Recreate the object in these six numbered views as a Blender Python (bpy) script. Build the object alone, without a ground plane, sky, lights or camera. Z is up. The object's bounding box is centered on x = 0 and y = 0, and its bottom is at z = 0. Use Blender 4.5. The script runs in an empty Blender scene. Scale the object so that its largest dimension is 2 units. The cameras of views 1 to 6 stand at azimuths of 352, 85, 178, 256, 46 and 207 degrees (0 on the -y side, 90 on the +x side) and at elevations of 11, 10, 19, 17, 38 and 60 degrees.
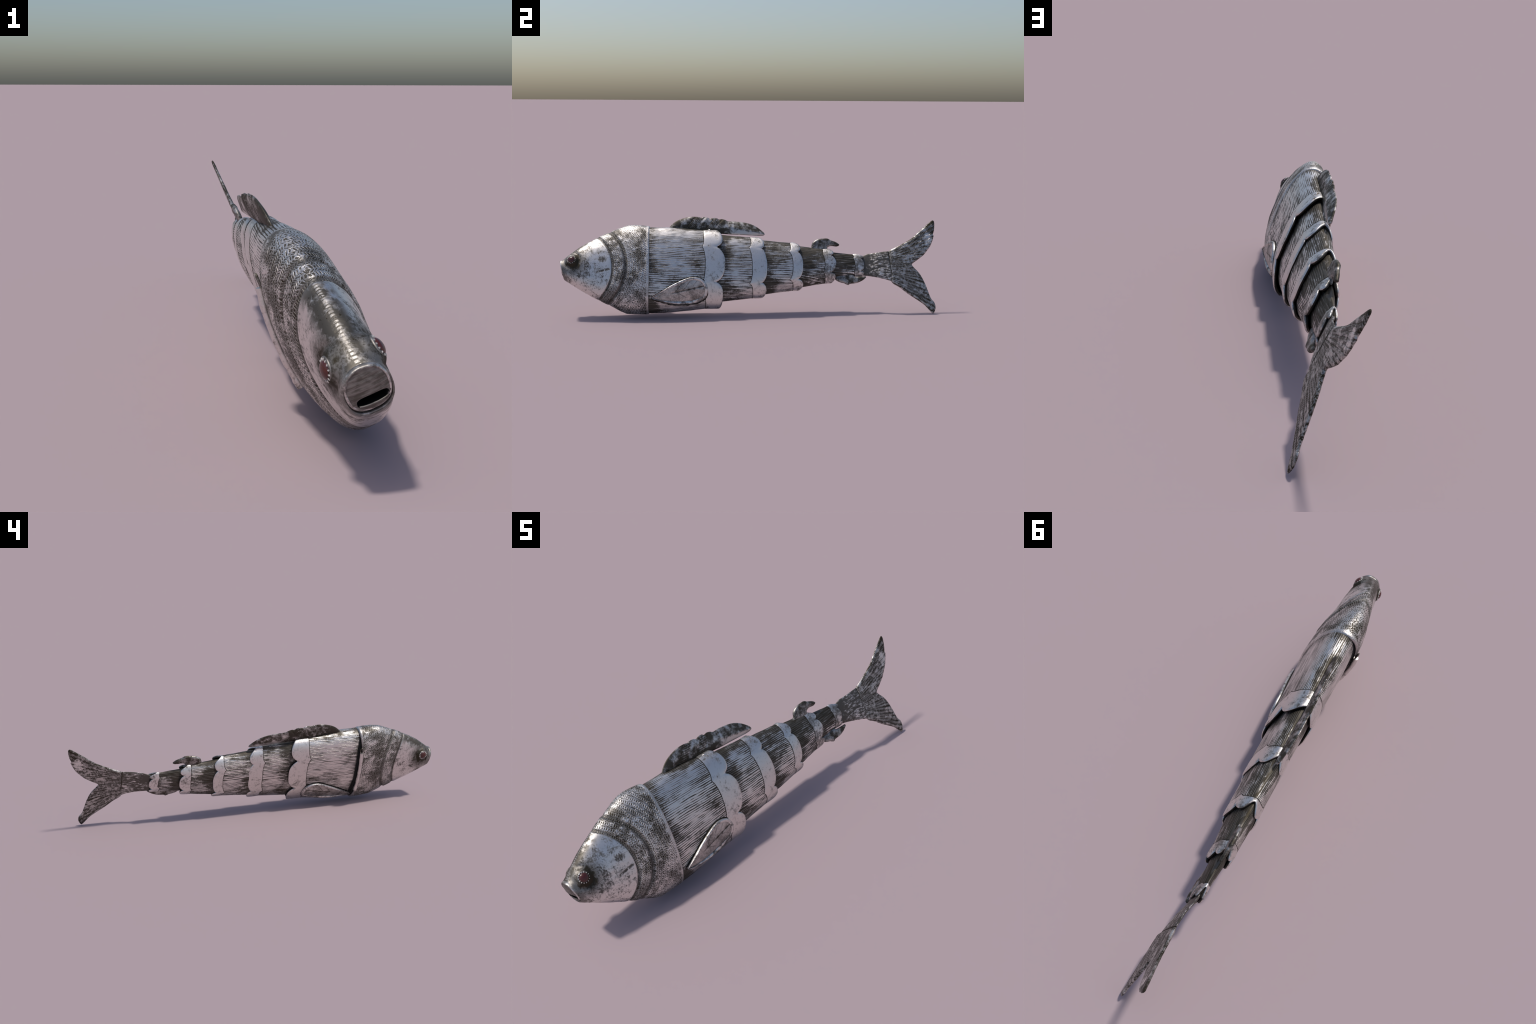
import bpy, bmesh, math
import numpy as np
from mathutils import Matrix, Vector, noise
from mathutils.geometry import delaunay_2d_cdt

# ------------------------------------------------------------------ frame
# Fish frame: x = sideways (r), y = along the fish (head at -1, tail at +1), z = up the flank (h).
# The fish rests on its lower tail tip, rolled about its long axis.
ROLL, AXIS_Z = math.radians(22.5), 0.24
FISH = Matrix.Translation((0, 0, AXIS_Z)) @ Matrix.Rotation(-ROLL, 4, 'Y')

root = bpy.data.objects.new("articulated_fish", None)
root["label"] = "articulated tarnished silver fish with scalloped overlapping body rings"
root["category"] = "fish figurine"
bpy.context.scene.collection.objects.link(root)


def add_object(name, verts, faces, material, parent=root, angle=40, data=None):
    if data is None:
        data = bpy.data.meshes.new(name)
        data.from_pydata([tuple(map(float, v)) for v in verts], [], [tuple(map(int, f)) for f in faces])
        bm = bmesh.new()
        bm.from_mesh(data)
        bmesh.ops.recalc_face_normals(bm, faces=bm.faces)
        bm.to_mesh(data)
        bm.free()
        data.polygons.foreach_set("use_smooth", [True] * len(data.polygons))
        data.set_sharp_from_angle(angle=math.radians(angle))
        data.materials.append(material)
    o = bpy.data.objects.new(name, data)
    bpy.context.scene.collection.objects.link(o)
    o.parent = parent
    o.matrix_parent_inverse = Matrix.Identity(4)
    o.matrix_basis = FISH if parent is root else Matrix.Identity(4)
    return o


# ------------------------------------------------------------------ node helpers
class S:
    """A socket with arithmetic, so that masks read as formulas."""
    nt = None

    def __init__(self, sock):
        self.s = sock

    @staticmethod
    def math(op, *args, clamp=False):
        n = S.nt.nodes.new("ShaderNodeMath")
        n.operation, n.use_clamp = op, clamp
        for i, a in enumerate(args):
            if isinstance(a, S):
                S.nt.links.new(a.s, n.inputs[i])
            else:
                n.inputs[i].default_value = a
        return S(n.outputs[0])

    def __add__(a, b): return S.math('ADD', a, b)
    def __radd__(a, b): return S.math('ADD', b, a)
    def __sub__(a, b): return S.math('SUBTRACT', a, b)
    def __rsub__(a, b): return S.math('SUBTRACT', b, a)
    def __mul__(a, b): return S.math('MULTIPLY', a, b)
    def __rmul__(a, b): return S.math('MULTIPLY', b, a)
    def __truediv__(a, b): return S.math('DIVIDE', a, b)
    def __neg__(a): return S.math('MULTIPLY', a, -1.0)


def f_abs(a): return S.math('ABSOLUTE', a)
def f_sin(a): return S.math('SINE', a)
def f_frac(a): return S.math('FRACT', a)
def f_floor(a): return S.math('FLOOR', a)
def f_sqrt(a): return S.math('SQRT', a)
def f_max(a, b): return S.math('MAXIMUM', a, b)
def f_min(a, b): return S.math('MINIMUM', a, b)
def f_gt(a, b): return S.math('GREATER_THAN', a, b)
def f_mod2(a): return f_frac(a * 0.5) * 2.0
def clamp01(a): return S.math('ADD', a, 0.0, clamp=True)


def step(a, lo, hi):
    n = S.nt.nodes.new("ShaderNodeMapRange")
    n.interpolation_type = 'SMOOTHSTEP'
    S.nt.links.new(a.s, n.inputs['Value'])
    flip = lo > hi
    n.inputs['From Min'].default_value, n.inputs['From Max'].default_value = (hi, lo) if flip else (lo, hi)
    n.inputs['To Min'].default_value, n.inputs['To Max'].default_value = (1, 0) if flip else (0, 1)
    return S(n.outputs[0])


def mixf(a, b, f):
    return a + (b - a) * f if isinstance(a, S) or isinstance(b, S) else (b - a) * f + a


def combine(x, y, z):
    n = S.nt.nodes.new("ShaderNodeCombineXYZ")
    for i, a in enumerate((x, y, z)):
        if isinstance(a, S):
            S.nt.links.new(a.s, n.inputs[i])
        else:
            n.inputs[i].default_value = a
    return n.outputs[0]


def noise_at(vec, scale=1.0, detail=3.0, rough=0.55):
    n = S.nt.nodes.new("ShaderNodeTexNoise")
    n.inputs['Scale'].default_value, n.inputs['Detail'].default_value = scale, detail
    n.inputs['Roughness'].default_value = rough
    S.nt.links.new(vec, n.inputs['Vector'])
    return S(n.outputs[0])


def voronoi_at(vec, scale=1.0):
    n = S.nt.nodes.new("ShaderNodeTexVoronoi")
    n.inputs['Scale'].default_value = scale
    S.nt.links.new(vec, n.inputs['Vector'])
    return S(n.outputs[0])


BRIGHT = (0.74, 0.70, 0.672)
WORN = (0.36, 0.335, 0.315)
DARK = (0.050, 0.042, 0.029)


def new_material(name):
    m = bpy.data.materials.new(name)
    m.use_nodes = True
    S.nt = m.node_tree
    tc = S.nt.nodes.new("ShaderNodeTexCoord")
    sep = S.nt.nodes.new("ShaderNodeSeparateXYZ")
    S.nt.links.new(tc.outputs['Object'], sep.inputs[0])
    return m, tc.outputs['Object'], S(sep.outputs[0]), S(sep.outputs[1]), S(sep.outputs[2])


def finish_silver(m, tarnish, height=None, bright=BRIGHT, dark=DARK, bump=0.0025, rough=(0.42, 0.60), metallic=(1.0, 0.9)):
    """Silver that goes from polished to black tarnish by a 0..1 mask, with engraved relief."""
    nt = S.nt
    p = nt.nodes["Principled BSDF"]
    ramp = nt.nodes.new("ShaderNodeValToRGB")
    e = ramp.color_ramp.elements
    e[0].position, e[0].color = 0.0, (*bright, 1)
    e[1].position, e[1].color = 1.0, (*dark, 1)
    mid = e.new(0.5)
    mid.color = (*[0.45 * b + 0.55 * d for b, d in zip(bright, dark)], 1)
    nt.links.new(clamp01(tarnish).s, ramp.inputs[0])
    nt.links.new(ramp.outputs[0], p.inputs['Base Color'])
    nt.links.new((clamp01(tarnish) * (rough[1] - rough[0]) + rough[0]).s, p.inputs['Roughness'])
    nt.links.new((clamp01(tarnish) * (metallic[1] - metallic[0]) + metallic[0]).s, p.inputs['Metallic'])
    if height is not None:
        b = nt.nodes.new("ShaderNodeBump")
        b.inputs['Strength'].default_value = 1.0
        b.inputs['Distance'].default_value = bump
        nt.links.new(height.s, b.inputs['Height'])
        nt.links.new(b.outputs[0], p.inputs['Normal'])
    return m


def girth(x, z):
    """Distance round the flank: height on the sides, running on over the back and under the belly."""
    return z - S.math('SIGN', z) * f_abs(x)


# ------------------------------------------------------------------ materials
def hatched(front, rear, grime):
    m, obj, x, y, z = new_material("hatched_silver")
    g = girth(x, z)
    wob = noise_at(combine(x * 12.0, y * 2.6, z * 12.0), 1.0, 2.0)
    streak = noise_at(combine(x * 130.0, y * 6.0, z * 130.0), 1.0, 3.0, 0.6)
    groove = f_sin(g * 640.0 + wob * 18.0 + (streak - 0.5) * 5.0) * 0.5 + 0.5
    broken = noise_at(combine(x * 70.0, y * 13.0, z * 70.0), 1.0, 3.0, 0.6)
    patch = noise_at(combine(x * 13.0, y * 9.0, z * 13.0), 1.0, 4.0, 0.6)
    fine = noise_at(obj, 160.0, 2.0)
    near_front = step(y, front + 0.080, front + 0.012)  # dark gradient partly paints the shadow the previous collar casts here
    near_collar = step(y, rear - 0.14, rear - 0.075)
    back = step(f_abs(x), 0.045, 0.008) * step(z, -0.02, 0.06)
    keel = step(z, -0.04, -0.14)
    grimy = grime + near_front * 0.16 + back * 0.17 + keel * 0.07
    thr = 0.94 - (broken - 0.30) * 1.45 - (patch - 0.5) * 1.3 - near_collar * 0.10 - grimy * 1.5
    lines = step(groove - thr, 0.0, 0.30)
    dirt = step(patch + grimy * 1.2 + (fine - 0.5) * 0.35 + (streak - 0.5) * 0.6 + (broken - 0.5) * 0.3, 0.52, 0.78)
    speck = step(fine, 0.62, 0.75) * 0.2
    tarn = f_max(lines * 0.97, f_max(dirt * 0.88, speck)) + (streak - 0.5) * 0.25
    return finish_silver(m, tarn, 1.0 - lines, bump=0.0005)


def collar_silver(grime=0.0):
    m, obj, x, y, z = new_material("polished_silver")
    patch = noise_at(obj, 17.0, 5.0, 0.65)
    fine = noise_at(obj, 120.0, 3.0, 0.6)
    back = step(f_abs(x), 0.05, 0.015) * 0.10
    blot = noise_at(obj, 48.0, 4.0, 0.65)
    tarn = step(patch + (fine - 0.5) * 0.45 + (blot - 0.5) * 0.4 + back + grime, 0.53, 0.80) * 0.68 + step(fine, 0.58, 0.74) * 0.2 + step(blot, 0.5, 0.75) * 0.25
    return finish_silver(m, tarn, (1.0 - tarn) + patch * 0.6, bump=0.0005, rough=(0.42, 0.58))


GILL = {  # gill grooves: (centre y right, left), (radius right, left), (height squash right, left), centre h
    "cheek": ((-0.945, -0.965), (0.213, 0.200), (1.0, 0.78), -0.005),
    "cover": ((-0.905, -0.905), (0.239, 0.213), (1.0, 0.78), 0.005),
}


def gill_distance_nodes(x, y, z, key):
    (cr, cl), (rr, rl), (kr, kl), ch = GILL[key]
    right = step(x, -0.012, 0.012)
    dy = y - mixf(cl, cr, right)
    dz = (z - ch) * mixf(kl, kr, right)
    return f_sqrt(dy * dy + dz * dz) - mixf(rl, rr, right)


def gill_distance(x, y, z, key):
    (cr, cl), (rr, rl), (kr, kl), ch = GILL[key]
    t = min(1, max(0, (x + 0.012) / 0.024))
    w = t * t * (3 - 2 * t)
    return math.hypot(y - (cl + (cr - cl) * w), (z - ch) * (kl + (kr - kl) * w)) - (rl + (rr - rl) * w)


def head_silver():
    m, obj, x, y, z = new_material("scaled_head_silver")
    g = girth(x, z)
    big = noise_at(obj, 13.0, 4.0, 0.6)
    mid = noise_at(obj, 38.0, 4.0, 0.65)
    fine = noise_at(obj, 150.0, 2.0, 0.6)
    d1, d2 = gill_distance_nodes(x, y, z, "cheek"), gill_distance_nodes(x, y, z, "cover")
    cheek = step(d1, 0.002, -0.003)
    # stamped scales: little chevrons in offset columns
    jit = noise_at(obj, 75.0, 2.0, 0.5)
    rowc = d2 * 97.0 + (mid - 0.5) * 1.1 + (jit - 0.5) * 1.1
    col = f_floor(rowc)
    a = f_frac(rowc)
    slant = (f_mod2(col) - 0.5) * 2.0
    gg = g * 100.0 + (a - 0.5) * slant * 0.85 + (mid - 0.5) * 1.2 + (jit - 0.5) * 1.7 + f_frac(f_sin(col * 12.9) * 43.0) * 0.7
    b = f_frac(gg)
    chev = step(f_abs(b - 0.5) + (fine - 0.5) * 0.35 - (big - 0.5) * 0.5, 0.36, 0.22)
    gap = step(f_abs(a - 0.5) + (fine - 0.5) * 0.25, 0.33, 0.45)
    marks = f_max(chev * (1.0 - gap * 0.85), gap * 0.15)
    keep = step(mid + (fine - 0.5) * 0.6, 0.28, 0.44)
    rim = step(y, -0.560, -0.550) * 0.7
    scales = marks * keep * (1.0 - cheek) * (1.0 - rim)
    tide = step(big + (mid - 0.5) * 0.6 + (fine - 0.5) * 0.4, 0.40, 0.64) * 0.62 * (1.0 - rim * 0.8)
    # dark furrows along the gill arcs, running out on the crown
    f1 = step(f_abs(d1 - 0.006), 0.013, 0.004)
    f2 = step(f_abs(d2 - 0.006), 0.017, 0.004)
    furrow = f_max(f1, f2) * (0.75 + (mid - 0.5) * 0.9)
    low = step(z, -0.05, -0.15) * step(d1, -0.002, 0.004) * step(d2, 0.03, 0.0) * 0.55
    # cheek: soot round the eye, thinning into speckle
    ey, ez = y + 0.928, z - 0.030
    eye = f_sqrt(ey * ey + ez * ez * 0.8)
    soot = step(eye + (big - 0.5) * 0.05 + (mid - 0.5) * 0.09 + (fine - 0.5) * 0.03, 0.088, 0.022)
    blot = step(mid * 0.8 + fine * 0.55 - 0.17 - eye * 0.55 + (big - 0.5) * 0.7, 0.36, 0.66) * 0.85
    # a long scratch on the cheek
    sx = z + 0.018 - (y + 0.77) * 0.22
    scratch = step(f_abs(sx + (mid - 0.5) * 0.02), 0.010, 0.003) * step(f_abs(y + 0.775), 0.042, 0.03) * step(x, 0.0, 0.02) * step(mid, 0.42, 0.56) * 0.9
    crown = f_max(step(f_abs(x), 0.046, 0.022) * step(z, 0.02, 0.05) * step(y, -0.74, -0.84), step(y, -0.945, -0.97) * 0.8)
    crest = step(f_abs(x - 0.005 + (mid - 0.5) * 0.006), 0.0062, 0.0030) * step(f_sin(y * 950.0 + mid * 5.0), -0.7, 0.3) * step(mid, 0.36, 0.52) * step(z, 0.03, 0.05)
    tick = step(f_sin(y * 560.0), 0.0, 0.5) * step(f_abs(f_abs(x - 0.006) - 0.007), 0.007, 0.003) * step(z, 0.04, 0.06) * 0.6 * step(y, -0.66, -0.72)
    cheekt = f_max(f_max(soot, blot), f_max(scratch, f_max(crown * step(mid + (big - 0.5) * 0.6, 0.26, 0.52) * 0.9 * (1.0 - 0.6 * crest), tick * (1.0 - crest))))
    body = f_max(f_max(scales * 0.92, scales * 0.4 + tide), f_max(furrow, low * (0.6 + mid)))
    tarn = cheekt * cheek + body * (1.0 - cheek) + step(fine, 0.6, 0.75) * 0.12
    h = (1.0 - scales) - furrow * 0.3 - scratch * 0.5 + mid * 0.3 - tick * 0.3
    return finish_silver(m, tarn, h, bump=0.0012)


def fin_silver(kind):
    m, obj, x, y, z = new_material("tarnished_fin_silver")
    big = noise_at(obj, 16.0, 5.0, 0.65)
    mid = noise_at(obj, 55.0, 4.0, 0.65)
    fine = noise_at(obj, 210.0, 2.0)
    if kind == "dorsal":
        q = y - (z - 0.28) * 0.9
        band = f_max(step(f_abs(q + 0.271), 0.030, 0.024), step(f_abs(q + 0.166), 0.027, 0.021)) * step(z, 0.19, 0.205)
        zig = f_sin((y + z) * 640.0 + f_abs(f_frac(q * 95.0) - 0.5) * 4.0)
        hatch = step(zig, -0.1, 0.5) * band
        low = step(y, -0.12, -0.06) * step(z + y * 0.22, 0.205, 0.185)
        tarn = step(big + (mid - 0.5) * 0.5 - low * 0.22 + step(y, -0.3, -0.44) * 0.15 + step(z, 0.225, 0.19) * step(y, -0.12, -0.2) * 0.3, 0.34, 0.60) * 0.80 + hatch * 0.5 + 0.16
        return finish_silver(m, tarn, 1.0 - hatch + mid * 0.5, bump=0.001)
    if kind == "tail":
        dy = y - 0.60
        ang = S.math('ARCTAN2', z, dy)
        rad = f_sqrt(dy * dy + z * z)
        wob = noise_at(obj, 20.0, 2.0)
        streak = noise_at(combine(ang * 30.0, rad * 14.0, 0.0), 1.0, 3.0, 0.6)
        ray = f_frac(ang * 19.0 + (wob - 0.5) * 1.2)
        line = step(f_abs(ray - 0.5), 0.12, 0.04)
        dots = step(f_sin(rad * 800.0 + ray * 3.0), -0.2, 0.5) * step(f_abs(ray - 0.5), 0.44, 0.34) * step(mid + (big - 0.5) * 0.8, 0.42, 0.54)
        mask = f_max(line * step(streak, 0.3, 0.5), dots * 0.85)
        py, pz = y - 0.955, z - 0.148
        worn = step(f_sqrt(py * py * 1.8 + pz * pz * 0.8) + (mid - 0.5) * 0.04, 0.036, 0.024)
        pale = f_max(step(big + (mid - 0.5) * 0.35, 0.52, 0.62), worn * 3.0)
        tarn = 0.34 + step(big + (mid - 0.5) * 0.8 + (streak - 0.5) * 0.5, 0.36, 0.58) * 0.42 + (streak - 0.5) * 0.7 + mask * 0.42 - pale * 0.18 + (fine - 0.5) * 0.4 + step(rad, 0.40, 0.44) * 0.2
        return finish_silver(m, tarn, 1.0 - mask + mid * 0.4, bump=0.0009)
    if kind == "peduncle":
        streak = noise_at(combine(x * 150.0, y * 40.0, z * 150.0), 1.0, 3.0, 0.6)
        seam = step(f_abs(y - 0.742 + z * 0.08), 0.006, 0.002)
        mask = step(streak + (big - 0.5) * 0.5 + step(y, 0.66, 0.61) * 0.1 + (mid - 0.5) * 0.3, 0.28, 0.56)
        return finish_silver(m, f_max(mask * 0.88, seam), 1.0 - f_max(mask, seam), bump=0.001)
    if kind == "leaf":
        ax, az = y + 0.50, z + 0.158       # along the leaf from its tip, rising backwards
        along = ax * 0.976 + az * 0.218
        across = az * 0.976 - ax * 0.218
        rib = step(f_abs(across + 0.004), 0.005, 0.0015) * step(along, 0.06, 0.09)
        vein = 0.6 * step(f_abs(f_frac((along - f_abs(across) * 1.2) * 24.0 + mid * 0.3) - 0.5), 0.13, 0.05) * step(f_abs(across), 0.045, 0.03) * step(along, 0.07, 0.1)
        mask = f_max(rib, vein * step(mid, 0.40, 0.5) * 0.9)
        tarn = step(big * 0.7 + mid * 0.3 + (fine - 0.5) * 0.3, 0.34, 0.66) * 0.6 + mask * 0.4 + 0.18
        return finish_silver(m, tarn, 1.0 - mask + mid * 0.4, bump=0.001)
    tarn = step(big + (mid - 0.5) * 0.7, 0.30, 0.62) * 0.6 + 0.36 + (fine - 0.5) * 0.3
    return finish_silver(m, tarn, mid, bump=0.001)


def plain(name, colour, metallic, rough, coat=0.0):
    m, obj, x, y, z = new_material(name)
    n = noise_at(obj, 70.0, 3.0)
    p = S.nt.nodes["Principled BSDF"]
    ramp = S.nt.nodes.new("ShaderNodeValToRGB")
    ramp.color_ramp.elements[0].color = (*[c * 0.55 for c in colour], 1)
    ramp.color_ramp.elements[1].color = (*[c * 1.45 for c in colour], 1)
    S.nt.links.new(n.s, ramp.inputs[0])
    S.nt.links.new(ramp.outputs[0], p.inputs['Base Color'])
    p.inputs['Metallic'].default_value, p.inputs['Roughness'].default_value = metallic, rough
    p.inputs['Coat Weight'].default_value = coat
    return m


M_HEAD = head_silver()
M_CAVITY = plain("black_cavity", (0.012, 0.011, 0.010), 0.3, 0.8)
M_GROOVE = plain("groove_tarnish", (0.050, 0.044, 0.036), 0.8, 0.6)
M_GEM = plain("dark_red_gem", (0.060, 0.012, 0.009), 0.0, 0.25, 0.2)
M_COLLAR = collar_silver()
M_WORN = collar_silver(0.05)
M_EYE_RIM = collar_silver(0.22)
M_LIP = collar_silver(0.12)
M_TAIL, M_PEDUNCLE, M_DORSAL, M_LEAF, M_FIN = (fin_silver(k) for k in ("tail", "peduncle", "dorsal", "leaf", "small"))


def mouth_silver():
    m, obj, x, y, z = new_material("brushed_mouth_silver")
    lines = noise_at(combine(x * 18.0, 0.0, z * 150.0), 1.0, 3.0, 0.6)
    big = noise_at(obj, 60.0, 3.0)
    tarn = 0.66 + step(lines + (big - 0.5) * 0.4, 0.38, 0.64) * 0.22
    return finish_silver(m, tarn, 1.0 - lines, bump=0.0015)


M_MOUTH = mouth_silver()


# ------------------------------------------------------------------ cross-sections
def side_curve(hw, top, bot, nt, nb, t):
    """One flank of a cross-section, from the ridge of the back (t = 0) to the keel (t = 1), evenly by length."""
    a = np.linspace(0, math.pi / 2, 120)
    s, c = np.sin(a), np.cos(a)
    s[0], c[-1] = 0, 0
    mid, hh = (top + bot) / 2, (top - bot) / 2
    r = np.concatenate([hw * s ** (2 / nt), (hw * s ** (2 / nb))[::-1][1:]])
    h = np.concatenate([mid + hh * c ** (2 / nt), (mid - hh * c ** (2 / nb))[::-1][1:]])
    d = np.concatenate([[0], np.cumsum(np.hypot(np.diff(r), np.diff(h)))])
    d /= d[-1]
    return np.interp(t, d, r), np.interp(t, d, h)


M_RING = 192
RING_T = np.array([2 * j / M_RING if j <= M_RING // 2 else 2 - 2 * j / M_RING for j in range(M_RING)])
RING_SIGN = np.array([1 if j <= M_RING // 2 else -1 for j in range(M_RING)])


class Body:
    """A tapering body given by stations (y, top, keel, half width, sideways shift, back roundness, keel roundness)."""

    def __init__(self, stations):
        self.k = np.array(stations, float)

    def at(self, y):
        k = self.k
        return [float(np.interp(y, k[:, 0], k[:, i])) for i in range(1, 7)]

    def ring(self, y):
        top, bot, hw, rc, nt, nb = self.at(y)
        r, h = side_curve(hw, top, bot, nt, nb, RING_T)
        p = np.stack([rc + r * RING_SIGN, np.full(M_RING, y), h], 1)
        tang = np.roll(p, -1, 0) - np.roll(p, 1, 0)
        nrm = np.stack([-tang[:, 2], np.zeros(M_RING), tang[:, 0]], 1)
        nrm /= np.linalg.norm(nrm, axis=1)[:, None] + 1e-12
        c = np.array([rc, y, (top + bot) / 2])
        flip = np.sign(np.sum(nrm * (p - c), 1))
        return p, nrm * np.where(flip == 0, 1, flip)[:, None]

    def surface(self, y, t_index, cache={}):
        pass

    def flank(self, y, h, side=1):
        """Sideways position of the flank at a height."""
        top, bot, hw, rc, nt, nb = self.at(y)
        mid, hh = (top + bot) / 2, (top - bot) / 2
        u = min(0.985, abs(h - mid) / hh)
        n = nt if h > mid else nb
        return rc + side * hw * (1 - u ** n) ** (1 / n)

    def t_of_height(self, y, h):
        top, bot, hw, rc, nt, nb = self.at(y)
        t = np.linspace(0, 1, 400)
        _, hs = side_curve(hw, top, bot, nt, nb, t)
        return float(np.interp(-h, -hs, t))


def dent(p, amp, scale=14.0, seed=0.0):
    return amp * noise.noise(Vector((p[0] * scale + seed, p[1] * scale, p[2] * scale)))


def rows_to_mesh(rows, close_start=False, close_end=False):
    m = len(rows[0])
    verts = np.concatenate(rows)
    faces = []
    for i in range(len(rows) - 1):
        for j in range(m):
            k = (j + 1) % m
            faces.append((i * m + j, i * m + k, (i + 1) * m + k, (i + 1) * m + j))
    if close_start:
        faces.append(tuple(range(m)))
    if close_end:
        faces.append(tuple((len(rows) - 1) * m + j for j in range(m)))
    return verts, faces


def surface_rows(body, ys, offs, dents=0.0, seed=0.0):
    """Rows of ring points where each ring point has its own y (ys: rows x ring) and lift (offs: rows x ring)."""
    lo, hi = ys.min(), ys.max()
    table_y = np.linspace(lo, hi, max(8, int((hi - lo) / 0.004)))
    rings = [body.ring(y) for y in table_y]
    P = np.array([r[0] for r in rings])
    N = np.array([r[1] for r in rings])
    rows = []
    idx = np.arange(M_RING)
    for i in range(len(ys)):
        f = np.clip((ys[i] - lo) / (hi - lo) * (len(table_y) - 1), 0, len(table_y) - 1.0001)
        a = f.astype(int)
        w = (f - a)[:, None]
        p = P[a, idx] * (1 - w) + P[a + 1, idx] * w
        n = N[a, idx] * (1 - w) + N[a + 1, idx] * w
        lift = offs[i].copy()
        if dents:
            lift = lift + np.array([dent(q, dents, 16.0, seed) + dent(q, dents * 0.6, 45.0, seed) for q in p])
        rows.append(p + n * lift[:, None])
    return rows


# ------------------------------------------------------------------ head
HEAD = Body([
    (-1.000, 0.040, -0.040, 0.041, 0.004, 2.3, 2.6),
    (-0.990, 0.048, -0.046, 0.045, 0.004, 2.2, 2.6),
    (-0.974, 0.062, -0.057, 0.048, 0.004, 2.0, 2.6),
    (-0.945, 0.086, -0.077, 0.052, 0.004, 1.80, 2.6),
    (-0.909, 0.113, -0.101, 0.056, 0.005, 1.75, 2.6),
    (-0.866, 0.140, -0.127, 0.060, 0.005, 1.75, 2.5),
    (-0.822, 0.163, -0.153, 0.063, 0.005, 1.75, 2.4),
    (-0.778, 0.185, -0.175, 0.068, 0.005, 1.80, 2.3),
    (-0.734, 0.206, -0.198, 0.074, 0.005, 1.85, 2.3),
    (-0.689, 0.224, -0.223, 0.083, 0.004, 1.95, 2.2),
    (-0.660, 0.234, -0.236, 0.088, 0.003, 2.0, 2.2),
    (-0.620, 0.238, -0.238, 0.091, 0.002, 2.1, 2.2),
    (-0.580, 0.234, -0.239, 0.094, 0.002, 2.2, 2.2),
    (-0.530, 0.228, -0.240, 0.094, 0.001, 2.3, 2.2),
])


def mouth_plane(h):
    return -0.989 - 0.20 * h


def build_head():
    n = 190
    front = HEAD.ring(-0.99)[0]
    y0 = mouth_plane(front[:, 2])
    left = np.clip(-front[:, 0] / 0.041, 0, 1) * np.clip(1.25 + front[:, 2] / 0.055, 0, 1)
    y1 = -0.5395 - 0.021 * left - 0.004 * (front[:, 2] < 0) * np.abs(front[:, 2]) / 0.042
    ys, offs = [], []
    for i in range(n):
        v = i / (n - 1)
        ys.append(y0 + (y1 - y0) * v)
        offs.append(np.full(M_RING, -0.004 * max(0, (v - 0.987) / 0.013) ** 2))
    ys, offs = np.array(ys), np.array(offs)
    rows = surface_rows(HEAD, ys, offs, 0.0009, 3.1)
    # the keel of the head swings a little to the right of the back
    for row in rows:
        row[:, 0] += 0.004 * np.clip(-row[:, 2] / 0.2, 0, 1) * np.clip((-0.54 - row[:, 1]) / 0.15, 0, 1)
    ctr = np.array([0.002, 0, 0])
    for i, row in enumerate(rows):
        for j, p in enumerate(row):
            d1, d2 = gill_distance(*p, "cheek"), gill_distance(*p, "cover")
            g = lambda d, c, w: math.exp(-((d - c) / w) ** 2)
            side = min(1.0, abs(p[0]) / 0.03)
            lift = 0.0025 / (1 + math.exp(d1 / 0.002)) - 0.0045 * g(d1, 0.007, 0.0055)
            lift += 0.0035 / (1 + math.exp(d2 / 0.002)) * (d1 > 0.004) - 0.0055 * g(d2, 0.008, 0.007)
            e = math.hypot(p[1] + 0.939, p[2] - 0.042)
            lift += 0.0085 * math.exp(-(e / 0.029) ** 4) * side - 0.0035 * g(e, 0.040, 0.010) * side
            lift *= 0.35 + 0.65 * side
            nrm = np.array([p[0] - 0.003, -0.15 * 0.05, p[2] * 0.25])
            nrm /= np.linalg.norm(nrm) + 1e-9
            row[j] = p + nrm * lift
    # rolled rear rim, then the inside wall and a closing bulkhead
    last = rows[-1]
    c = last.mean(0)
    for sc, dy in ((0.985, 0.0008), (0.965, -0.0005), (0.95, -0.006), (0.94, -0.05)):
        q = c + (last - c) * np.array([sc - (1 - sc) * 0.8, 1, sc])
        q[:, 1] = last[:, 1] + dy
        rows.append(q)
    # rounded lip at the mouth
    first = rows[0]
    c = first.mean(0)
    lip = []
    for sc, dy in ((0.90, 0.006), (0.93, 0.0005), (0.96, -0.0010), (0.988, -0.0008)):
        q = c + (first - c) * np.array([sc, 1, sc])
        q[:, 1] = mouth_plane(q[:, 2]) + dy
        lip.append(q)
    verts, faces = rows_to_mesh(lip + rows, close_end=True)
    return add_object("head", verts, faces, M_HEAD, angle=60)


head = build_head()


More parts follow.
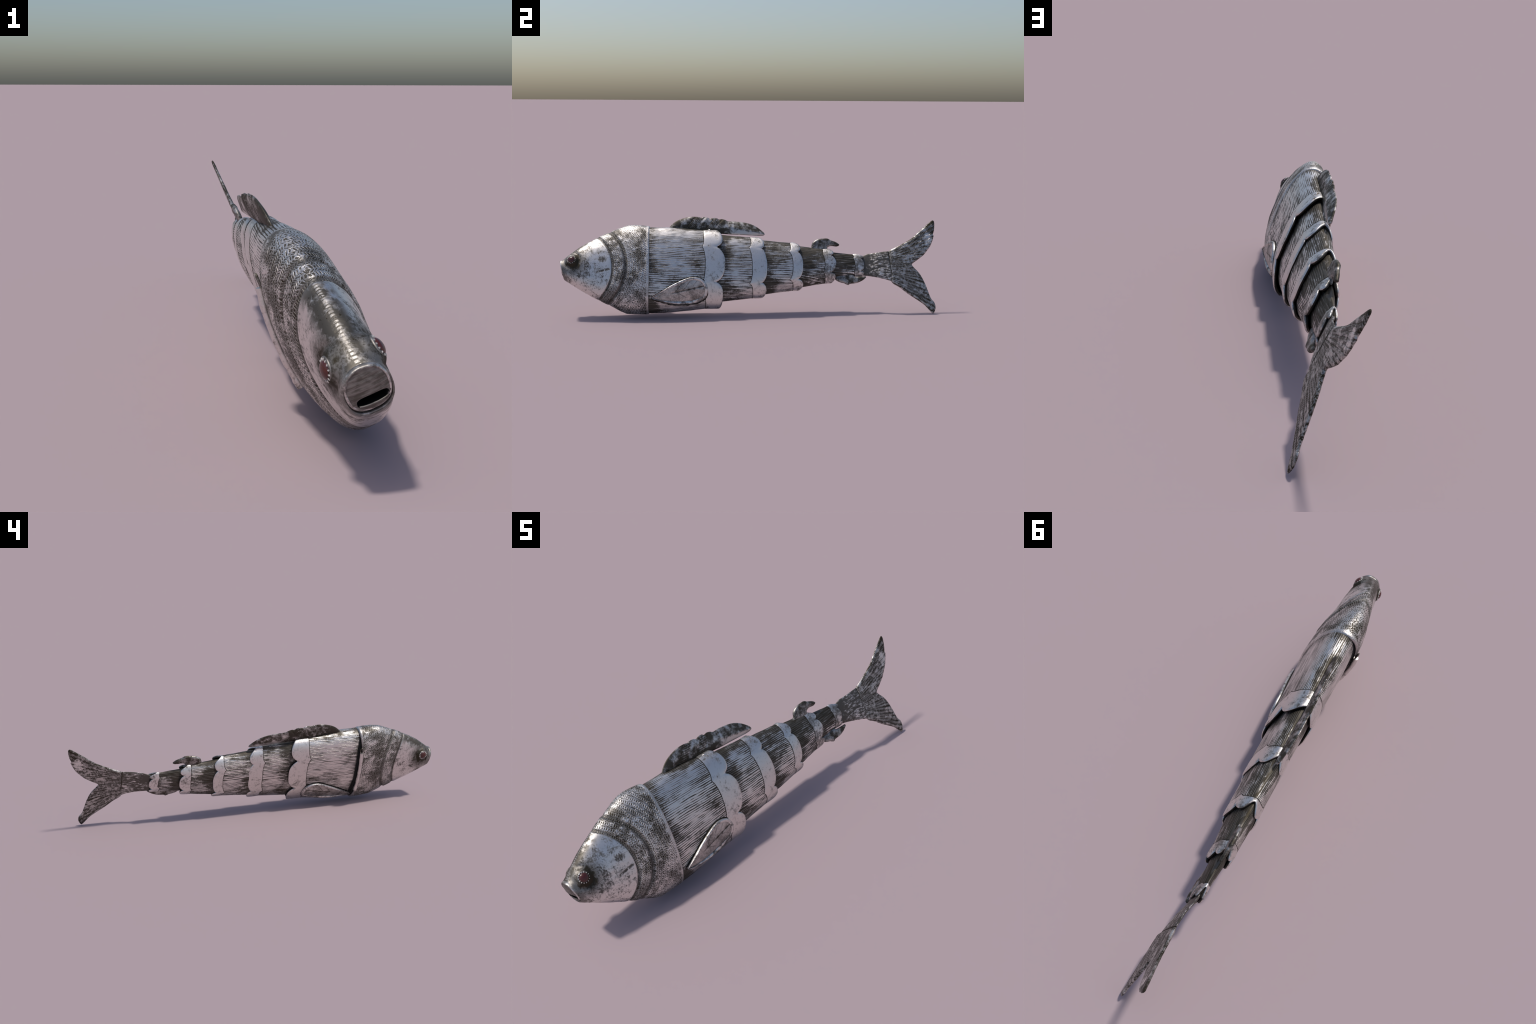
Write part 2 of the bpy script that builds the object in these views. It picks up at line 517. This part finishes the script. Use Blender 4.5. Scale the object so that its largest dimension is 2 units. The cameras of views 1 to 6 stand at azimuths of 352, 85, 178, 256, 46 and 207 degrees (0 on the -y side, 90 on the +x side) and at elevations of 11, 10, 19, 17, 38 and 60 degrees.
# ------------------------------------------------------------------ flat shapes with real thickness
def smooth_loop(pts, spacing):
    """A closed Catmull-Rom curve through the control points, resampled evenly."""
    p = np.array(pts, float)
    n = len(p)
    out = []
    for i in range(n):
        a, b, c, d = p[i - 1], p[i], p[(i + 1) % n], p[(i + 2) % n]
        for t in np.linspace(0, 1, 16, endpoint=False):
            out.append(0.5 * (2 * b + (c - a) * t + (2 * a - 5 * b + 4 * c - d) * t * t + (3 * b - a - 3 * c + d) * t ** 3))
    out = np.array(out)
    nxt = np.roll(out, -1, 0)
    seg = np.hypot(*(nxt - out).T)
    d = np.concatenate([[0], np.cumsum(seg)])
    m = max(12, int(d[-1] / spacing))
    s = np.linspace(0, d[-1], m, endpoint=False)
    ext = np.vstack([out, out[:1]])
    return np.stack([np.interp(s, d, ext[:, 0]), np.interp(s, d, ext[:, 1])], 1)


def inside(loop, q):
    x, y = q[:, 0][:, None], q[:, 1][:, None]
    a, b = loop, np.roll(loop, -1, 0)
    cond = (a[:, 1] > y) != (b[:, 1] > y)
    with np.errstate(divide='ignore', invalid='ignore'):
        xi = (b[:, 0] - a[:, 0]) * (y - a[:, 1]) / (b[:, 1] - a[:, 1]) + a[:, 0]
    return (cond & (x < xi)).sum(1) % 2 == 1


def edge_distance(loop, q):
    out = np.empty(len(q))
    a, b = loop, np.roll(loop, -1, 0)
    ab = b - a
    L = (ab ** 2).sum(1) + 1e-15
    for i, p in enumerate(q):
        t = np.clip(((p - a) * ab).sum(1) / L, 0, 1)
        out[i] = np.sqrt((((a + ab * t[:, None]) - p) ** 2).sum(1).min())
    return out


def triangulate(loop, spacing, holes=(), seed=1):
    lo, hi = loop.min(0), loop.max(0)
    rng = np.random.default_rng(seed)
    gx, gy = np.meshgrid(np.arange(lo[0], hi[0], spacing), np.arange(lo[1], hi[1], spacing))
    g = np.stack([gx.ravel(), gy.ravel()], 1)
    g += rng.uniform(-0.2, 0.2, g.shape) * spacing
    g = g[inside(loop, g)]
    g = g[edge_distance(loop, g) > spacing * 0.55]
    for hole in holes:
        g = g[~inside(hole, g)]
        g = g[edge_distance(hole, g) > spacing * 0.55]
    pts = [Vector(p) for p in loop]
    edges = [(i, (i + 1) % len(loop)) for i in range(len(loop))]
    for hole in holes:
        base = len(pts)
        pts += [Vector(p) for p in hole]
        edges += [(base + i, base + (i + 1) % len(hole)) for i in range(len(hole))]
    pts += [Vector(p) for p in g]
    v, _, f, *_ = delaunay_2d_cdt(pts, edges, [], 1, 1e-7)
    v = np.array([tuple(p) for p in v])
    f = [tuple(t) for t in f]
    if holes:
        cen = np.array([v[list(t)].mean(0) for t in f])
        keep = np.ones(len(f), bool)
        for hole in holes:
            keep &= ~inside(hole, cen)
        f = [t for t, k in zip(f, keep) if k]
    return v, f


def plate(name, outline, half_thickness, place, material, relief=None, spacing=0.0035, bevel=None, parent=root, angle=60, edge=0.0008, sharp=False):
    """A fin: an outline with lens-shaped thickness. place(u, v, w) puts outline coordinates and thickness in the fish frame."""
    loop = smooth_loop(outline, spacing)
    v, f = triangulate(loop, spacing)
    d = edge_distance(loop, v)
    bevel = bevel or half_thickness
    prof = np.sqrt(np.clip(1 - (1 - np.minimum(d / bevel, 1)) ** 2, 0, 1))
    if sharp:
        prof = np.minimum(d / bevel, 1) * (2 - np.minimum(d / bevel, 1)) * 0.6 + prof * 0.4
    half = edge + (half_thickness - edge) * prof
    verts, faces = [], []
    for side in (1, -1):
        for (a, b), w, dd in zip(v, half, d):
            extra = relief(a, b, dd, side) if relief else 0.0
            verts.append(place(a, b, side * (w + extra * min(1.0, dd / 0.004))))
    n = len(v)
    faces += [tuple(t) for t in f]
    faces += [tuple(n + i for i in reversed(t)) for t in f]
    count = {}
    for t in f:
        for i in range(3):
            e = (t[i], t[(i + 1) % 3])
            count[tuple(sorted(e))] = count.get(tuple(sorted(e)), []) + [e]
    for e in count.values():
        if len(e) == 1:
            i, j = e[0]
            faces.append((j, i, n + i, n + j))
    return add_object(name, verts, faces, material, parent, angle)


def tube(name, pts, radii, material, parent=root, seg=14):
    pts = np.array(pts, float)
    rows = []
    for i, p in enumerate(pts):
        d = pts[min(i + 1, len(pts) - 1)] - pts[max(i - 1, 0)]
        d /= np.linalg.norm(d)
        a = np.cross(d, (0, 1, 0.31))
        a /= np.linalg.norm(a)
        b = np.cross(d, a)
        rows.append(np.array([p + radii[i] * (math.cos(q) * a + math.sin(q) * b) for q in np.linspace(0, math.tau, seg, endpoint=False)]))
    v, f = rows_to_mesh(rows, True, True)
    return add_object(name, v, f, material, parent, 50)


# ------------------------------------------------------------------ mouth
def build_mouth():
    a = np.linspace(0, math.tau, 72, endpoint=False)
    first = HEAD.ring(-0.99)[0]
    c = first.mean(0)
    loop = np.stack([c[0] + (first[::2, 0] - c[0]) * 0.93, c[2] + (first[::2, 2] - c[2]) * 0.93], 1)
    k = np.abs(np.cos(a)) ** 0.5 * np.sign(np.cos(a)), np.abs(np.sin(a)) ** 0.7 * np.sign(np.sin(a))
    slot = np.stack([0.007 + 0.0315 * k[0], -0.0235 + 0.0112 * k[1]], 1)
    v, f = triangulate(loop, 0.003, (slot,))
    n = len(v)
    verts = [(p[0], mouth_plane(p[1]) - 0.0030 - 0.005 * max(0.0, 1 - (p[0] - 0.005) ** 2 / 0.0016 - p[1] ** 2 / 0.0021) - 0.0004 * math.sin(p[1] * 500), p[1]) for p in v]
    plate_ = add_object("mouth_plate", verts, f, M_MOUTH, head)
    rows = []
    for depth, sc in ((0.0035, 1.03), (-0.0006, 1.01), (0.0015, 0.98), (0.04, 0.93)):
        rows.append(np.stack([0.007 + (slot[:, 0] - 0.007) * sc, mouth_plane(slot[:, 1]) + depth - 0.0045, -0.0235 + (slot[:, 1] + 0.0235) * sc], 1))
    vv, ff = rows_to_mesh(rows, close_end=True)
    add_object("mouth_slot", vv, ff, M_CAVITY, head)
    rim = []
    for sc, dy in ((0.86, 0.004), (0.865, -0.0036), (0.89, -0.0044), (0.92, -0.0044), (0.95, -0.0036), (0.975, -0.0020), (0.995, 0.0010), (1.006, 0.005), (0.98, 0.008)):
        q = c + (first - c) * np.array([sc, 1, sc])
        q[:, 1] = mouth_plane(q[:, 2]) + dy * (1 + 0.25 * np.clip(q[:, 2] / 0.04, -1, 1)) + 0.0014 * np.array([noise.noise(Vector((p[0] * 60, p[2] * 60, 1.0))) for p in q])
        rim.append(q)
    vv, ff = rows_to_mesh(rim)
    add_object("mouth_rim", vv, ff, M_LIP, head, 70)
    # the lower lip: a worn bright ledge along the bottom of the slot
    lip = [(0.007 + 0.029 * u, mouth_plane(-0.0335) - 0.0035, -0.0335 + 0.004 * abs(u) ** 3) for u in np.linspace(-1, 1, 24)]
    tube("lip", lip, [0.0022] * 24, M_MOUTH, head, 10)


build_mouth()


# ------------------------------------------------------------------ eyes
def ball_mesh(name, material, seg=24, rings=16):
    me = bpy.data.meshes.new(name)
    bm = bmesh.new()
    bmesh.ops.create_uvsphere(bm, u_segments=seg, v_segments=rings, radius=1)
    bm.to_mesh(me)
    bm.free()
    me.polygons.foreach_set("use_smooth", [True] * len(me.polygons))
    me.materials.append(material)
    return me


def torus_mesh(name, material, R, r, seg=48, tube=12):
    rows = []
    for i in range(seg):
        a = math.tau * i / seg
        rows.append(np.array([((R + r * math.cos(b)) * math.cos(a), (R + r * math.cos(b)) * math.sin(a), r * math.sin(b)) for b in np.linspace(0, math.tau, tube, endpoint=False)]))
    rows.append(rows[0])
    v, f = rows_to_mesh(rows)
    me = bpy.data.meshes.new(name)
    me.from_pydata([tuple(map(float, q)) for q in v], [], [tuple(map(int, q)) for q in f])
    bm = bmesh.new()
    bm.from_mesh(me)
    bmesh.ops.remove_doubles(bm, verts=bm.verts, dist=1e-6)
    bmesh.ops.recalc_face_normals(bm, faces=bm.faces)
    bm.to_mesh(me)
    bm.free()
    me.polygons.foreach_set("use_smooth", [True] * len(me.polygons))
    me.materials.append(material)
    return me


gem_mesh, claw_mesh = ball_mesh("eye", M_GEM), ball_mesh("setting_claw", M_WORN, 12, 8)
ring_mesh = torus_mesh("eye_setting", M_EYE_RIM, 0.0222, 0.0036)
for side in (1, -1):
    ex = HEAD.flank(-0.939, 0.042, side) + side * 0.0050
    turn = Matrix.Rotation(side * math.radians(90), 4, 'Y') @ Matrix.Rotation(math.radians(0), 4, 'X')
    base = Matrix.Translation((ex, -0.939, 0.042)) @ Matrix.Rotation(side * math.radians(-9), 4, 'Z') @ Matrix.Rotation(side * math.radians(-14), 4, 'Y') @ turn
    eye = add_object("eye", None, None, None, head, data=gem_mesh)
    eye.matrix_basis = base @ Matrix.Translation((0, 0, 0.001)) @ Matrix.Diagonal((0.0195, 0.0195, 0.0115, 1))
    o = add_object("eye_setting", None, None, None, head, data=ring_mesh)
    o.matrix_basis = base
    for i in range(14):
        a = math.tau * i / 14
        c = add_object("setting_claw", None, None, None, head, data=claw_mesh)
        c.matrix_basis = base @ Matrix.Rotation(a, 4, 'Z') @ Matrix.Translation((0.0202, 0, 0.0034)) @ Matrix.Diagonal((0.0038, 0.0023, 0.0026, 1))


# ------------------------------------------------------------------ body rings with scalloped collars
SEGMENTS = [
    dict(body=[(-0.570, .221, -.235, .082, .008, 2.3, 2.2), (-0.530, .222, -.236, .083, .007, 2.3, 2.2), (-0.43, .221, -.232, .082, .003, 2.3, 2.2), (-0.26, .206, -.216, .077, .000, 2.2, 2.0), (-0.12, .196, -.206, .074, -.001, 2.1, 1.95)],
         start=-0.556, notch=(.101, -.087), rear=(-.198, -.158, -.147, -.158), rise=(-.269, -.256, -.250, -.249), ridge=(-.190, -.178), grime=0.0),
    dict(body=[(-0.27, 0.189, -0.185, .058, -.001, 2.1, 2.3), (-0.15, 0.180, -0.177, .062, -.003, 2.1, 2.2), (-0.01, 0.167, -0.163, .062, -.005, 2.0, 2.2), (0.10, 0.156, -0.151, .058, -.008, 1.9, 2.2)],
         start=-0.255, notch=(.095, -.090), rear=(.047, .065, .074, .070), rise=(-.020, -.006, -.004, -.002), ridge=(.030, .048), grime=0.01),
    dict(body=[(-0.04, 0.159, -0.153, .055, -.010, 1.9, 2.2), (0.07, 0.150, -0.141, .059, -.011, 1.9, 2.25), (0.20, 0.137, -0.125, .060, -.014, 1.85, 2.25), (0.30, 0.125, -0.109, .052, -.017, 1.8, 2.25)],
         start=-0.03, notch=(.077, -.070), rear=(.238, .256, .266, .266), rise=(.192, .206, .213, .212), ridge=(.216, .242), grime=0.03),
    dict(body=[(0.15, 0.129, -0.116, .046, -.018, 1.8, 2.3), (0.26, 0.119, -0.105, .049, -.020, 1.8, 2.3), (0.40, 0.104, -0.083, .043, -.023, 1.75, 2.2), (0.48, 0.093, -0.072, .034, -.021, 1.75, 2.0)],
         start=0.16, notch=(.062, -.032), rear=(.416, .437, .446, .441), rise=(.378, .381, .386, .386), ridge=(.393, .422), grime=0.08),
    dict(body=[(0.34, 0.095, -0.069, .027, -.022, 1.75, 2.0), (0.45, 0.083, -0.060, .026, -.023, 1.75, 2.0), (0.55, 0.071, -0.049, .020, -.023, 1.75, 2.0), (0.64, 0.063, -0.043, .015, -.021, 1.8, 2.0)],
         start=0.35, notch=(.046, -.023), rear=(.582, .599, .601, .600), rise=(.544, .548, .553, .550), ridge=(.560, .588), grime=0.12),
]


def scallop(t, tu, tl, notch, top, main, bottom, ridge_top, ridge_bottom):
    """Edge of a collar round one flank: a top lobe, a broad main lobe and a bottom lobe between two notches."""
    def bulge(u):
        return max(0.0, 1 - abs(2 * u - 1) ** 2.4) ** 0.62
    if t < tu:
        u = t / tu
        peak = 0.58
        if u > peak:
            return notch + (top - notch) * bulge(0.5 + 0.5 * (u - peak) / (1 - peak))
        w = 0.5 - 0.5 * math.cos(math.pi * (u / peak) ** 0.7)
        return ridge_top + (top - ridge_top) * w
    if t > tl:
        u = (t - tl) / (1 - tl)
        peak = 0.45
        if u < peak:
            return notch + (bottom - notch) * bulge(0.5 * u / peak)
        w = 0.5 - 0.5 * math.cos(math.pi * ((1 - u) / (1 - peak)) ** 0.7)
        return ridge_bottom + (bottom - ridge_bottom) * w
    return notch + (main - notch) * bulge((t - tu) / (tl - tu))


BODIES = []
for k, sg in enumerate(SEGMENTS):
    body = Body(sg["body"])
    BODIES.append(body)
    ymid = sg["rear"][0]
    tu, tl = body.t_of_height(ymid, sg["notch"][0]), body.t_of_height(ymid, sg["notch"][1])
    rear = np.array([scallop(t, tu, tl, *sg["rear"], *sg["ridge"]) for t in RING_T])
    rise = np.array([scallop(t, tu, tl, *sg["rise"], sg["rise"][1] - 0.004, sg["rise"][3]) for t in RING_T])
    jit = np.array([dent((RING_SIGN[j] * 0.5, k * 3.7, RING_T[j]), 0.004, 7.0) for j in range(M_RING)])
    rear, rise = rear + jit, rise + jit * 0.6
    start = np.full(M_RING, sg["start"])
    if k == 0:
        start = start + 0.021 * np.clip(-RING_SIGN * np.sin(np.pi * RING_T) * 1.6, 0, 1) + 0.012 * np.clip(-RING_SIGN * 2, 0, 1) * np.clip((RING_T - 0.60) / 0.15, 0, 1) * np.clip((1 - RING_T) / 0.1, 0, 1)
    end = rear - 0.006
    n = 70
    w = np.linspace(0, 1, n)[:, None]
    ys = start[None] + (end - start)[None] * w
    lift = np.zeros_like(ys)
    lift[0] = -0.004
    # fine drawn grooves along the ring
    gro = np.array([noise.noise(Vector((j * 0.55, k * 9.1, 0.3))) for j in range(M_RING)])
    lift[1:] += 0.0004 * gro[None]
    rows = surface_rows(body, ys, lift, 0.0011, 5.0 * k)
    first = rows[0].mean(0)
    mouth = []
    for sc, dy in ((0.80, 0.03), (0.93, 0.004)):
        q = first + (rows[0] - first) * np.array([sc, 1, sc])
        q[:, 1] = rows[0][:, 1] + dy
        mouth.append(q)
    verts, faces = rows_to_mesh(mouth + rows, close_start=True)
    ring = add_object("body_ring", verts, faces, hatched(sg["start"] + (0.0 if k == 0 else 0.095), ymid, sg["grime"]), angle=50)
    # collar: a pillowed band with rounded edges lying on the ring and overhanging the next one
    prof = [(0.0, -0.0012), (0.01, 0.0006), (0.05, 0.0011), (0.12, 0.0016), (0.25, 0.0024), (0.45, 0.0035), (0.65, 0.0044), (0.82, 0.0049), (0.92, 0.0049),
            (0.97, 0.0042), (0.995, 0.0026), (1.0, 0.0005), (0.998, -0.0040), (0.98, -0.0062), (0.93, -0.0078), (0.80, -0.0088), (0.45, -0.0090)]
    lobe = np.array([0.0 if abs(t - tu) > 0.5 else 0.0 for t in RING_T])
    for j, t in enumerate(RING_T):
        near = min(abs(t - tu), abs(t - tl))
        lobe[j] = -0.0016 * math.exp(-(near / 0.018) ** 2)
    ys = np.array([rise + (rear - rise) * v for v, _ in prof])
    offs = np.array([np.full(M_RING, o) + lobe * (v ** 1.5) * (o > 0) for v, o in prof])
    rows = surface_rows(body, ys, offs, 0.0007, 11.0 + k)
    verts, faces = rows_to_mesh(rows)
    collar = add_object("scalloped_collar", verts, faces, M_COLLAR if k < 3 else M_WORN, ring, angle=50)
    collar.data.materials.append(M_GROOVE)  # cut edge and underside coloured dark to deepen the undercut shadow
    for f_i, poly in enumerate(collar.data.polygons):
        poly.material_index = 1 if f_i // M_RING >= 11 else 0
    # the engraved line in front of the collar
    line = [(-0.0036, -0.0010), (-0.0030, 0.0006), (0.0006, 0.0009), (0.0016, -0.0008)]
    wide = np.array([0.75 + 0.5 * noise.noise(Vector((j * 0.21, k, 2.0))) for j in range(M_RING)])
    rows = surface_rows(body, np.array([rise + d * wide for d, _ in line]), np.array([np.full(M_RING, o) for _, o in line]), 0.0009, 5.0 * k)
    verts, faces = rows_to_mesh(rows)
    add_object("engraved_line", verts, faces, M_GROOVE, ring, angle=70)

# neck filling the head joint, coloured black so the shallow gap reads as deep shade
neck = Body([(-0.60, .215, -.230, .086, .003, 2.2, 2.2), (-0.538, .215, -.230, .086, .003, 2.2, 2.2), (-0.532, .212, -.226, .078, .006, 2.2, 2.2), (-0.48, .208, -.222, .074, .006, 2.2, 2.1)])
v, f = rows_to_mesh(surface_rows(neck, np.array([np.full(M_RING, y) for y in (-0.60, -0.57, -0.538, -0.532, -0.50)]), np.zeros((5, M_RING))), True, True)
add_object("neck_joint", v, f, M_CAVITY)


# ------------------------------------------------------------------ hinge pin in the open joint on the left
pin = []
rad = []
for s in np.linspace(0, 1, 40):
    h = 0.125 - 0.255 * s
    y = -0.5475 - 0.002 * math.sin(s * 3)
    pin.append((HEAD.flank(-0.545, h, -1) - 0.0025, y, h))
    rad.append(0.0095 + 0.0012 * noise.noise(Vector((s * 9, 0, 4))) - (0.0015 if 0.78 < s < 0.80 else 0) + (0.002 if s > 0.9 else 0))
hinge = tube("hinge_pin", pin, rad, M_COLLAR)
loop = [(HEAD.flank(-0.545, 0.14, -1) - 0.003, -0.5480 + 0.007 * math.cos(a), 0.140 + 0.017 * math.sin(a)) for a in np.linspace(-1.3, math.tau - 1.9, 24)]
tube("hinge_hook", loop, [0.0032] * 24, M_FIN, hinge, 10)


# ------------------------------------------------------------------ tail
MID = lambda y: float(np.interp(y, [-0.45, 0.08, 0.5, 0.62, 0.75, 0.86, 1.0], [0.004, -0.006, -0.020, -0.015, 0.007, 0.007, 0.006]))


def tail_twist(y, h):
    """The tail stands a little more upright than the body at its root: the upper half lies left, the lower half right."""
    grow = min(1, max(0, (y - 0.58) / 0.16))
    fade = max(0.0, 1 - max(0.0, y - 0.76) / 0.22)
    return -0.007 * max(-1.0, min(1.0, h / 0.09)) * grow * fade ** 0.8


ped = Body([(0.53, .050, -.036, .010, -.021, 2, 2), (0.60, .061, -.046, .009, -.019, 2, 2), (0.625, .072, -.050, .009, -.014, 2, 2), (0.675, .077, -.062, .009, -.001, 2, 2),
            (0.726, .082, -.079, .009, .005, 2, 2), (0.76, .088, -.094, .008, .007, 2, 2)])
base_h = ped.ring(0.75)[0][:, 2]
n = 40
ys = np.array([np.full(M_RING, 0.53) + (0.744 - 0.08 * base_h - 0.53) * w for w in np.linspace(0, 1, n)])
lift = np.zeros_like(ys)
lift[-1] = -0.002
rows = surface_rows(ped, ys, lift, 0.0012, 2.2)
for row in rows:
    row[:, 0] += np.array([tail_twist(p[1], p[2]) for p in row])
v, f = rows_to_mesh(rows, True, True)
add_object("tail_peduncle", v, f, M_PEDUNCLE)

TAIL = [(.735, .0), (.737, .070), (.742, .086), (.803, .116), (.866, .151), (.925, .201), (.979, .245), (.994, .2505), (.9995, .236), (.996, .200), (.988, .172), (.990, .160), (.970, .111), (.945, .078), (.925, .056), (.890, .030), (.862, .010),
        (.866, -.005), (.899, -.045), (.925, -.100), (.950, -.175), (.968, -.200), (.974, -.230), (.960, -.261), (.945, -.250), (.912, -.214), (.870, -.183), (.827, -.154), (.785, -.120), (.748, -.096), (.740, -.070)]


def tail_relief(y, h, d, side):
    ang = math.atan2(h, y - 0.60)
    ray = math.sin(ang * 19 * math.tau + side)
    return 0.0003 * ray + 0.0008 * noise.noise(Vector((y * 40, h * 40, side)))


def tail_place(y, h, w):
    sway = tail_twist(y, h)
    return (MID(y) + sway + w * (1.0 - 0.35 * (y - 0.74) / 0.25), y, h)


plate("tail_fin", TAIL, 0.0080, tail_place, M_TAIL, tail_relief, 0.0036, bevel=0.016)

# ------------------------------------------------------------------ fins on the back and belly
DORSAL = [(-.440, .212), (-.432, .230), (-.407, .253), (-.376, .269), (-.330, .281), (-.289, .282), (-.270, .2775), (-.258, .2805), (-.236, .279), (-.222, .2725), (-.205, .2765), (-.186, .276), (-.174, .269), (-.158, .271), (-.140, .267), (-.122, .2585),
          (-.085, .258), (-.022, .249), (.020, .232), (.053, .207), (.070, .188), (.064, .178), (.030, .1760), (-.040, .1805), (-.120, .1845), (-.165, .188), (-.20, .185), (-.30, .195), (-.40, .205)]


def dorsal_relief(y, h, d, side):
    q = y - (h - 0.28) * 0.9
    lift = 0.0
    for c in (-.298, -.243, -.190, -.142):
        lift -= 0.0014 * math.exp(-((q - c) / 0.0055) ** 2)
    if y > -0.12:
        lift += 0.002 * math.exp(-((h + y * 0.22 - 0.20) / 0.008) ** 2)
    return lift + 0.0004 * noise.noise(Vector((y * 35, h * 35, side)))


plate("dorsal_fin", DORSAL, 0.0095, lambda y, h, w: (0.003 - 0.036 * (y + 0.43) - 0.16 * (h - 0.215) * min(1, max(0, (y + 0.25) / 0.15)) + w , y, h), M_DORSAL, dorsal_relief, 0.0034, bevel=0.034, sharp=True)
ADIPOSE = [(.318, .100), (.322, .119), (.330, .140), (.355, .156), (.385, .160), (.410, .160), (.429, .150), (.455, .140), (.474, .125), (.460, .1155), (.430, .118), (.412, .113), (.408, .104), (.420, .090), (.37, .094)]
plate("adipose_fin", ADIPOSE, 0.0085, lambda y, h, w: (-0.017 + w, y, h), M_FIN, lambda y, h, d, s: 0.0012 * noise.noise(Vector((y * 60, h * 60, s))), 0.003, bevel=0.012)
ANAL = [(.440, -.050), (.447, -.069), (.469, -.082), (.490, -.088), (.500, -.094), (.512, -.098), (.522, -.092), (.557, -.088), (.590, -.074), (.609, -.058), (.604, -.052), (.575, -.052), (.548, -.050), (.535, -.040), (.48, -.040)]
plate("anal_fin", ANAL, 0.0095, lambda y, h, w: (-0.014 + 0.07 * (y - 0.5) + w - 0.10 * (h + 0.07), y, h), M_FIN, lambda y, h, d, s: 0.0015 * noise.noise(Vector((y * 50, h * 50, s))), 0.003, bevel=0.014)

# ------------------------------------------------------------------ leaf-shaped pectoral fins lying on the flanks
PECTORAL = [(-.527, -.170), (-.515, -.158), (-.473, -.132), (-.420, -.101), (-.355, -.071), (-.311, -.062), (-.270, -.072), (-.246, -.100), (-.239, -.135), (-.252, -.168), (-.299, -.191), (-.377, -.200), (-.442, -.194), (-.500, -.180)]
for side in (1, -1):
    def pect_relief(y, h, d, s):
        ang = math.atan2(h + 0.13, y + 0.36)
        rim = math.exp(-((d - 0.008) / 0.006) ** 2)
        return rim * (0.0010 + 0.0006 * math.sin(ang * 90)) + 0.0008 * noise.noise(Vector((y * 40, h * 40, s)))

    def pect_place(y, h, w, side=side):
        ramp = min(1, max(0, (y + 0.53) / 0.2))
        return (BODIES[0].flank(y, max(h, -0.185), side) + side * (0.009 - 0.005 * ramp - 0.009 * min(1, max(0, (-0.125 - h) / 0.06)) * ramp + w), y, h)
    fin = plate("pectoral_fin", PECTORAL, 0.0045, pect_place, M_LEAF, pect_relief, 0.0034, bevel=0.012)
    edge = smooth_loop(PECTORAL, 0.0025)
    tang = np.roll(edge, -2, 0) - np.roll(edge, 2, 0)
    tang /= np.linalg.norm(tang, axis=1)[:, None]
    inward = np.stack([-tang[:, 1], tang[:, 0]], 1)
    if not inside(edge, edge[:1] + inward[:1] * 0.004)[0]:
        inward = -inward
    rows = []
    for i, (p, q) in enumerate(zip(edge, inward)):
        groove = 0.0008 * math.sin(i * 2.1)
        wide = min(1.0, max(0.12, (p[0] + 0.527) / 0.13))
        row = []
        for d, w in ((0.0004, -0.001), (0.0006, 0.0045), (0.0025, 0.0080), (0.006 * wide, 0.0088 + groove), (0.010 * wide, 0.0084 + groove), (0.014 * wide, 0.0076 + groove * 0.5), (0.0155 * wide, 0.0062), (0.0155 * wide, 0.001)):
            e = p + q * d
            row.append(pect_place(e[0], e[1], w))
        rows.append(np.array(row))
    rows.append(rows[0])
    verts, faces = rows_to_mesh(rows)
    add_object("fin_rim", verts, faces, M_LIP, fin, 60)
    # dark strip modelled on the flank as the shadow edging the leaf
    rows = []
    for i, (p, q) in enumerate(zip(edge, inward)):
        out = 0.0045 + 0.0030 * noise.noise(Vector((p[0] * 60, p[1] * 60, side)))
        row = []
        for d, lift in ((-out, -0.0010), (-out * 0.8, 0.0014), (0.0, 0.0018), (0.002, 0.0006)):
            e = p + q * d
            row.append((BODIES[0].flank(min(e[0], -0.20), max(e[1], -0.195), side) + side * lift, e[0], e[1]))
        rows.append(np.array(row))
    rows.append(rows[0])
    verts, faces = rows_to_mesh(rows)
    add_object("fin_shadow_strip", verts, faces, M_GROOVE, fin, 60)

# small twisted ring that pins the dorsal fin to the back
rivet_ring = torus_mesh("rivet", M_WORN, 0.008, 0.0032, 24, 8)
for y, h, r, tilt in ((-0.228, 0.196, 0.020, 0.5), (-0.212, 0.193, 0.023, -0.4)):
    o = add_object("rivet", None, None, None, root, data=rivet_ring)
    o.matrix_basis = FISH @ Matrix.Translation((r, y, h)) @ Matrix.Rotation(0.9 + tilt, 4, 'Y') @ Matrix.Rotation(tilt, 4, 'X')
